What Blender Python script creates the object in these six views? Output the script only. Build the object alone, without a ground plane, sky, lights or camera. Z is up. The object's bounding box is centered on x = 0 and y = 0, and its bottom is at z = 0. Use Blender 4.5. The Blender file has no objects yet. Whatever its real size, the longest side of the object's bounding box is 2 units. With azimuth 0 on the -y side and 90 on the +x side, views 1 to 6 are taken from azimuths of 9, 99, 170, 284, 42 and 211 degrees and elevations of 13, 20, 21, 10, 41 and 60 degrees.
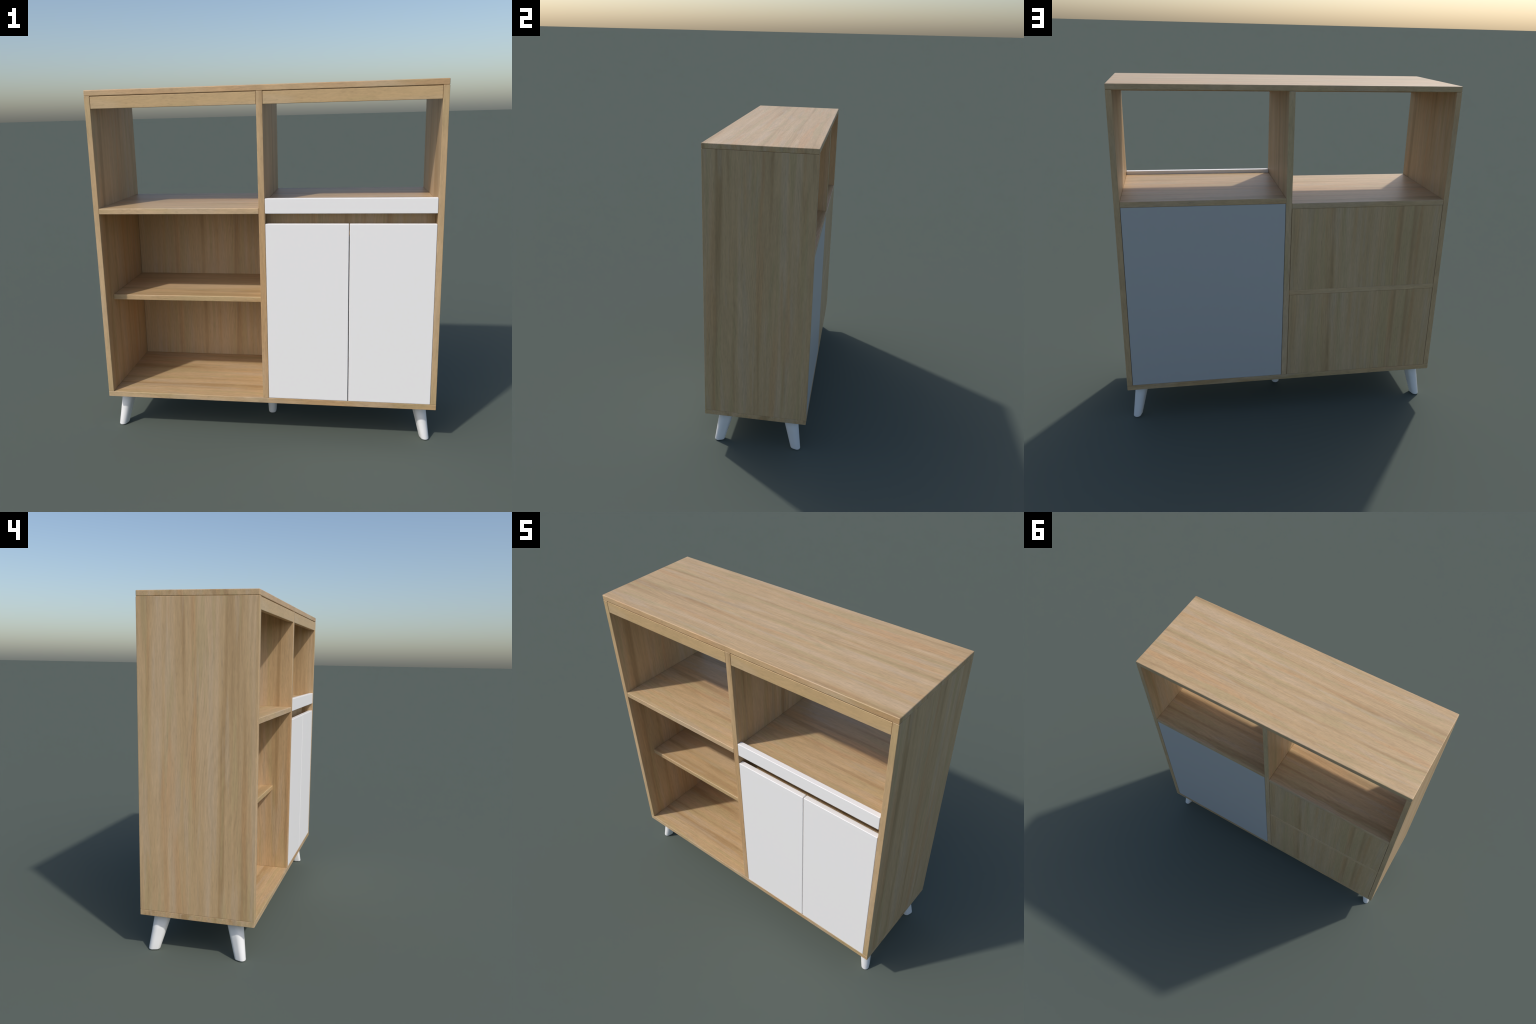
"""Mid-century style storage cabinet: oak veneer carcass, white doors, splayed white legs."""
import bpy, bmesh
from math import cos, sin, pi, radians
from mathutils import Vector

# ------------------------------------------------------------------ sizes (metres)
HX, HY = 0.9535, 0.3330          # half width, half depth of the carcass
TH = 0.0317                      # board thickness
Z_BOT, Z_TOP = 0.2190, 2.000     # underside of bottom board, top of top board
Z_IN0, Z_IN1 = Z_BOT + TH, Z_TOP - TH
XI = HX - TH                     # inner face of the side panels
XD = 0.0170                      # divider half thickness
SEAM = 0.0012                    # hairline joint between fitted pieces
Z_SHELF = 1.3565                 # top of left shelf / underside of right shelf


# ------------------------------------------------------------------ materials
def new_mat(name):
    m = bpy.data.materials.new(name)
    m.use_nodes = True
    nt = m.node_tree
    nt.nodes.clear()
    out = nt.nodes.new("ShaderNodeOutputMaterial")
    b = nt.nodes.new("ShaderNodeBsdfPrincipled")
    nt.links.new(b.outputs[0], out.inputs[0])
    return m, nt, b


def oak(name, grain, shift, contrast=1.0, tint=(1, 1, 1)):
    """Oak veneer. grain: axis the fibres run along; shift: where in the log the board was cut."""
    m, nt, bsdf = new_mat(name)
    N, L = nt.nodes.new, nt.links.new

    def math(op, a, b=None, c=None):
        n = N("ShaderNodeMath"); n.operation = op
        for i, v in enumerate((a, b, c)):
            if v is None: continue
            if isinstance(v, (int, float)): n.inputs[i].default_value = v
            else: L(v, n.inputs[i])
        return n.outputs[0]

    def vec(x, y, z):
        n = N("ShaderNodeCombineXYZ")
        for i, v in enumerate((x, y, z)):
            if isinstance(v, (int, float)): n.inputs[i].default_value = v
            else: L(v, n.inputs[i])
        return n.outputs[0]

    def noise(v, scale, detail=2.0, rough=0.5, dist=0.0):
        n = N("ShaderNodeTexNoise")
        n.inputs["Scale"].default_value = scale
        n.inputs["Detail"].default_value = detail
        n.inputs["Roughness"].default_value = rough
        n.inputs["Distortion"].default_value = dist
        L(v, n.inputs["Vector"])
        return n.outputs[0]

    def mix(fac, a, b, mode="MIX"):
        n = N("ShaderNodeMix"); n.data_type = "RGBA"; n.blend_type = mode
        if isinstance(fac, (int, float)): n.inputs[0].default_value = fac
        else: L(fac, n.inputs[0])
        for i, v in ((6, a), (7, b)):
            if isinstance(v, tuple): n.inputs[i].default_value = (*v, 1)
            else: L(v, n.inputs[i])
        return n.outputs[2]

    def ramp(fac, lo, hi):
        n = N("ShaderNodeMapRange")
        n.interpolation_type = "SMOOTHSTEP"
        n.inputs[1].default_value, n.inputs[2].default_value = lo, hi
        L(fac, n.inputs[0])
        return n.outputs[0]

    tc = N("ShaderNodeTexCoord")
    sep = N("ShaderNodeSeparateXYZ"); L(tc.outputs["Object"], sep.inputs[0])
    ax = {"x": 0, "y": 1, "z": 2}
    across = [k for k in "xyz" if k != grain]
    if grain == "z": a_ax, b_ax = ("y", "x") if "side" in name else ("x", "y")
    else:            a_ax, b_ax = across
    g = math("ADD", sep.outputs[ax[grain]], shift[0])
    a = math("ADD", sep.outputs[ax[a_ax]], shift[1])
    b = math("ADD", sep.outputs[ax[b_ax]], shift[2])

    # the fibres wander very gently sideways along the board
    wander = noise(vec(math("MULTIPLY", g, 0.55), math("MULTIPLY", a, 2.0), b), 1.5, 1.0)
    a2 = math("ADD", a, math("MULTIPLY", math("SUBTRACT", wander, 0.5), 0.030))

    # broad colour bands, medium streaks and fine fibres, all stretched along the grain
    reach = 0.7 if grain == "z" else 1.0       # streaks run longer up the tall boards

    def along(stretch, offset, scale, detail, rough):
        return noise(vec(math("MULTIPLY", g, stretch * reach), math("ADD", a2, offset), math("MULTIPLY", b, 0.5)),
                     scale, detail, rough)

    band = along(0.030, 0.0, 15.0, 2.0, 0.55)
    hue = along(0.085, 5.3, 22.0, 2.0, 0.55)
    warm = along(0.070, 9.1, 14.0, 2.0, 0.60)
    cool = along(0.100, 13.7, 20.0, 2.0, 0.60)
    streak = along(0.075, 2.7, 62.0, 3.0, 0.65)
    fibre = along(0.110, 3.9, 230.0, 2.0, 0.70)
    pore = along(0.120, 21.1, 300.0, 1.0, 0.50)
    mottle = along(0.180, 17.3, 30.0, 3.0, 0.60)

    # growth rings: fine lines that close into long arches where the field below bends them
    bend = noise(vec(math("MULTIPLY", g, 0.42), math("MULTIPLY", a, 2.6), math("MULTIPLY", b, 0.5)), 1.7, 1.0, 0.4)
    phase = math("ADD", math("MULTIPLY", a2, 330.0), math("MULTIPLY", bend, 130.0))
    ring = math("MULTIPLY_ADD", math("SINE", phase), 0.5, 0.5)
    ringmask = ramp(noise(vec(math("MULTIPLY", g, 0.3), math("ADD", a, 1.7), b), 4.5, 1.0), 0.40, 0.62)

    dye = lambda *c: tuple(u * v for u, v in zip(c, tint))
    tan, pale = dye(0.560, 0.379, 0.201), dye(0.622, 0.450, 0.280)
    brown, olive = dye(0.400, 0.252, 0.116), dye(0.492, 0.368, 0.183)
    honey, ash = dye(0.575, 0.330, 0.152), dye(0.540, 0.402, 0.262)
    k = contrast
    col = mix(math("MULTIPLY", ramp(band, 0.50, 0.66), 0.60 * k), tan, pale)
    col = mix(math("MULTIPLY", ramp(band, 0.475, 0.32), 0.78 * k), col, brown)
    col = mix(math("MULTIPLY", ramp(hue, 0.53, 0.63), 0.54 * k), col, olive)
    col = mix(math("MULTIPLY", ramp(cool, 0.54, 0.65), 0.50 * k), col, ash)
    col = mix(math("MULTIPLY", ramp(warm, 0.55, 0.68), 0.52 * k), col, honey)
    val = math("MULTIPLY_ADD", math("SUBTRACT", streak, 0.5), 0.31 * k, 1.0)
    val = math("ADD", val, math("MULTIPLY", math("SUBTRACT", mottle, 0.5), 0.22 * k))
    val = math("ADD", val, math("MULTIPLY", math("SUBTRACT", fibre, 0.5), 0.40 * k))
    val = math("ADD", val, math("MULTIPLY", math("MULTIPLY", math("SUBTRACT", ring, 0.5), ringmask), 0.085 * k))
    val = math("SUBTRACT", val, math("MULTIPLY", ramp(pore, 0.56, 0.74), 0.11 * k))
    grey = N("ShaderNodeCombineColor")
    for i in range(3): L(val, grey.inputs[i])
    col = mix(1.0, col, grey.outputs[0], "MULTIPLY")
    L(col, bsdf.inputs["Base Color"])
    bsdf.inputs["Roughness"].default_value = 0.45
    bump = N("ShaderNodeBump")
    bump.inputs["Strength"].default_value = 0.06
    bump.inputs["Distance"].default_value = 0.001
    L(fibre, bump.inputs["Height"])
    L(bump.outputs[0], bsdf.inputs["Normal"])
    return m


def lacquer(name, colour, rough):
    m, nt, bsdf = new_mat(name)
    tc = nt.nodes.new("ShaderNodeTexCoord")
    n = nt.nodes.new("ShaderNodeTexNoise")
    n.inputs["Scale"].default_value = 60.0
    nt.links.new(tc.outputs["Object"], n.inputs["Vector"])
    mx = nt.nodes.new("ShaderNodeMix"); mx.data_type = "RGBA"
    mx.inputs[6].default_value = (*[c * 0.985 for c in colour], 1)
    mx.inputs[7].default_value = (*colour, 1)
    nt.links.new(n.outputs[0], mx.inputs[0])
    nt.links.new(mx.outputs[2], bsdf.inputs["Base Color"])
    bsdf.inputs["Roughness"].default_value = rough
    return m


M_TOP = oak("oak_top_board", "x", (0.0, 0.0, 0.0))
M_SHELF = oak("oak_shelf_board", "x", (3.1, 1.4, 0.2))
M_BASE = oak("oak_base_board", "x", (7.4, 2.9, 0.5))
M_MID = oak("oak_middle_shelf", "x", (3.1, 1.4, 0.9), 0.8, (1.06, 1.07, 1.08))
M_RAIL = oak("oak_rail", "x", (5.2, 4.3, 1.1), 0.8, (0.985, 0.985, 0.92))
M_SIDE = oak("oak_side_board", "z", (1.3, 0.7, 0.3), 0.92)
M_DIV = oak("oak_side_divider", "z", (4.6, 3.7, 0.9))
M_BACK = oak("oak_back_board", "z", (2.2, 6.1, 0.4), 0.85)
M_WHITE = lacquer("white_lacquer", (0.938, 0.912, 0.892), 0.45)
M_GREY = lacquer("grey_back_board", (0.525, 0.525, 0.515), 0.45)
M_LEG = lacquer("white_leg_paint", (0.90, 0.89, 0.875), 0.45)

# ------------------------------------------------------------------ assembly
root = bpy.data.objects.new("storage_cabinet", None)
bpy.context.scene.collection.objects.link(root)
root["label"] = "oak veneer storage cabinet with white doors and splayed white legs"
root["category"] = "cabinet"


def finish(name, bm, mat, origin, smooth=True):
    me = bpy.data.meshes.new(name)
    bm.normal_update()
    bm.to_mesh(me); bm.free()
    for p in me.polygons: p.use_smooth = smooth
    me.materials.append(mat)
    ob = bpy.data.objects.new(name, me)
    bpy.context.scene.collection.objects.link(ob)
    ob.parent = root
    ob.location = origin
    return ob


def board(name, x, y, z, mat, bevel=0.0025, segs=2):
    """Rectangular board with eased edges between the given limits."""
    c = Vector(((x[0] + x[1]) / 2, (y[0] + y[1]) / 2, (z[0] + z[1]) / 2))
    bm = bmesh.new()
    bmesh.ops.create_cube(bm, size=1.0)
    for v in bm.verts:
        v.co = Vector((v.co.x * (x[1] - x[0]), v.co.y * (y[1] - y[0]), v.co.z * (z[1] - z[0])))
    bmesh.ops.bevel(bm, geom=list(bm.edges), offset=bevel, segments=segs,
                    profile=0.5, affect="EDGES", clamp_overlap=True)
    ob = finish(name, bm, mat, c)
    # flat faces stay flat, only the eased edges are shaded round
    w = ob.modifiers.new("weighted_normal", "WEIGHTED_NORMAL")
    w.keep_sharp = False
    w.weight = 100
    return ob


YF, YB = -HY, HY
# carcass
board("top_panel", (-HX, HX), (YF, YB), (Z_IN1, Z_TOP), M_TOP, 0.0045, 4)
board("bottom_panel", (-HX, HX), (YF, YB), (Z_BOT, Z_IN0), M_BASE, 0.0022, 2)
board("side_panel", (-HX, -XI), (YF, YB), (Z_IN0, Z_IN1), M_SIDE)
board("side_panel", (XI, HX), (YF, YB), (Z_IN0, Z_IN1), M_SIDE)
board("divider_panel", (-XD, XD), (YF, YB), (Z_IN0, Z_IN1), M_DIV)

# apron rails under the top, one per bay
for x0, x1 in ((-XI, -XD), (XD, XI)):
    board("apron_rail", (x0 + SEAM, x1 - SEAM), (YF + 0.001, YF + TH),
          (1.9012, Z_IN1 - 0.0026), M_RAIL, 0.002)

# shelves
board("shelf", (-XI, -XD), (YF, YB - 0.0005), (Z_SHELF - TH, Z_SHELF + 0.0008), M_SHELF, 0.0035, 3)
board("shelf", (-XI, -XD), (-0.2195, YB), (0.7925, 0.8240), M_MID, 0.0035, 3)
board("shelf", (XD, XI), (-0.3005, YB - 0.0005), (Z_SHELF, Z_SHELF + TH), M_SHELF)

# back of the open bay: two oak panels above and below the middle shelf
YP = (YB - TH, YB - 0.0012)
board("back_panel", (-XI + 0.002, -XD - 0.002), YP, (0.8240, Z_SHELF - TH), M_BACK, 0.0006, 1)
board("back_panel", (-XI + 0.002, -XD - 0.002), YP, (Z_IN0 + 0.001, 0.7925), M_BACK, 0.0006, 1)

# closed bay: white back, recessed finger rail, white fascia and two doors
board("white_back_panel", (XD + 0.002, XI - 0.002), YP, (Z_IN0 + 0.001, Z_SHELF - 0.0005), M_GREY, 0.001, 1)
board("finger_rail", (XD + 0.0005, XI - 0.0005), (-0.252, -0.252 + TH), (1.190, Z_SHELF), M_BACK, 0.001, 1)
YW = (YF, YF + 0.030)
board("fascia", (XD + SEAM, XI - SEAM), YW, (1.3268, 1.4090), M_WHITE, 0.003, 3)
XM = 0.4684
board("door", (XD + SEAM, XM - 0.0021), YW, (Z_IN0 + SEAM, 1.2702), M_WHITE, 0.003, 3)
board("door", (XM + 0.0021, XI - SEAM), YW, (Z_IN0 + SEAM, 1.2702), M_WHITE, 0.003, 3)


# ------------------------------------------------------------------ legs
def leg(foot, top, ang):
    """Tapered leg with a stadium cross-section whose long axis points along ang."""
    d = Vector((cos(ang), sin(ang)))
    n = 36
    r0, r1, l0, l1 = 0.0229, 0.0368, 0.0196, 0.0277
    bm = bmesh.new()
    rr = 0.0075                               # rounding of the foot edge
    rings = [(rr * (1 - cos(i * pi / 10)), rr * (1 - sin(i * pi / 10))) for i in range(6)]
    levels = rings + [(0.06, 0), (0.12, 0), (Z_BOT + 0.004, 0)]
    prev = None
    first = None
    for z, inset in levels:
        t = z / Z_BOT
        cx = foot[0] + (top[0] - foot[0]) * t
        cy = foot[1] + (top[1] - foot[1]) * t
        r = r0 + (r1 - r0) * t - inset
        ln = l0 + (l1 - l0) * t
        vs = []
        for k in range(n):
            a = ang - pi / 2 + 2 * pi * (k if k <= n // 2 else k - 1) / (n - 2)
            inner = k > n // 2
            sh = -ln if inner else 0.0
            vs.append(bm.verts.new((cx + cos(a) * r + d.x * sh, cy + sin(a) * r + d.y * sh, z)))
        if prev:
            for k in range(n):
                bm.faces.new((prev[k], prev[(k + 1) % n], vs[(k + 1) % n], vs[k]))
        else:
            first = vs
        prev = vs
    bm.faces.new(list(reversed(first)))
    bm.faces.new(prev)
    bmesh.ops.remove_doubles(bm, verts=bm.verts, dist=1e-6)
    bmesh.ops.recalc_face_normals(bm, faces=bm.faces)
    o = Vector((top[0], top[1], 0))
    for v in bm.verts: v.co -= o
    return finish("leg", bm, M_LEG, o)


YC = 0.0121                                  # the leg set sits slightly towards the back
A = radians(71.7)
for sx in (-1, 1):
    for sy in (-1, 1):
        ang = A if sx > 0 else pi - A
        ang = ang if sy > 0 else -ang
        leg((sx * 0.9092, YC + sy * 0.2669), (sx * 0.8705, YC + sy * 0.2243), ang)
leg((-0.004, 0.0083), (-0.004, 0.0124), pi / 2)      # upright middle leg
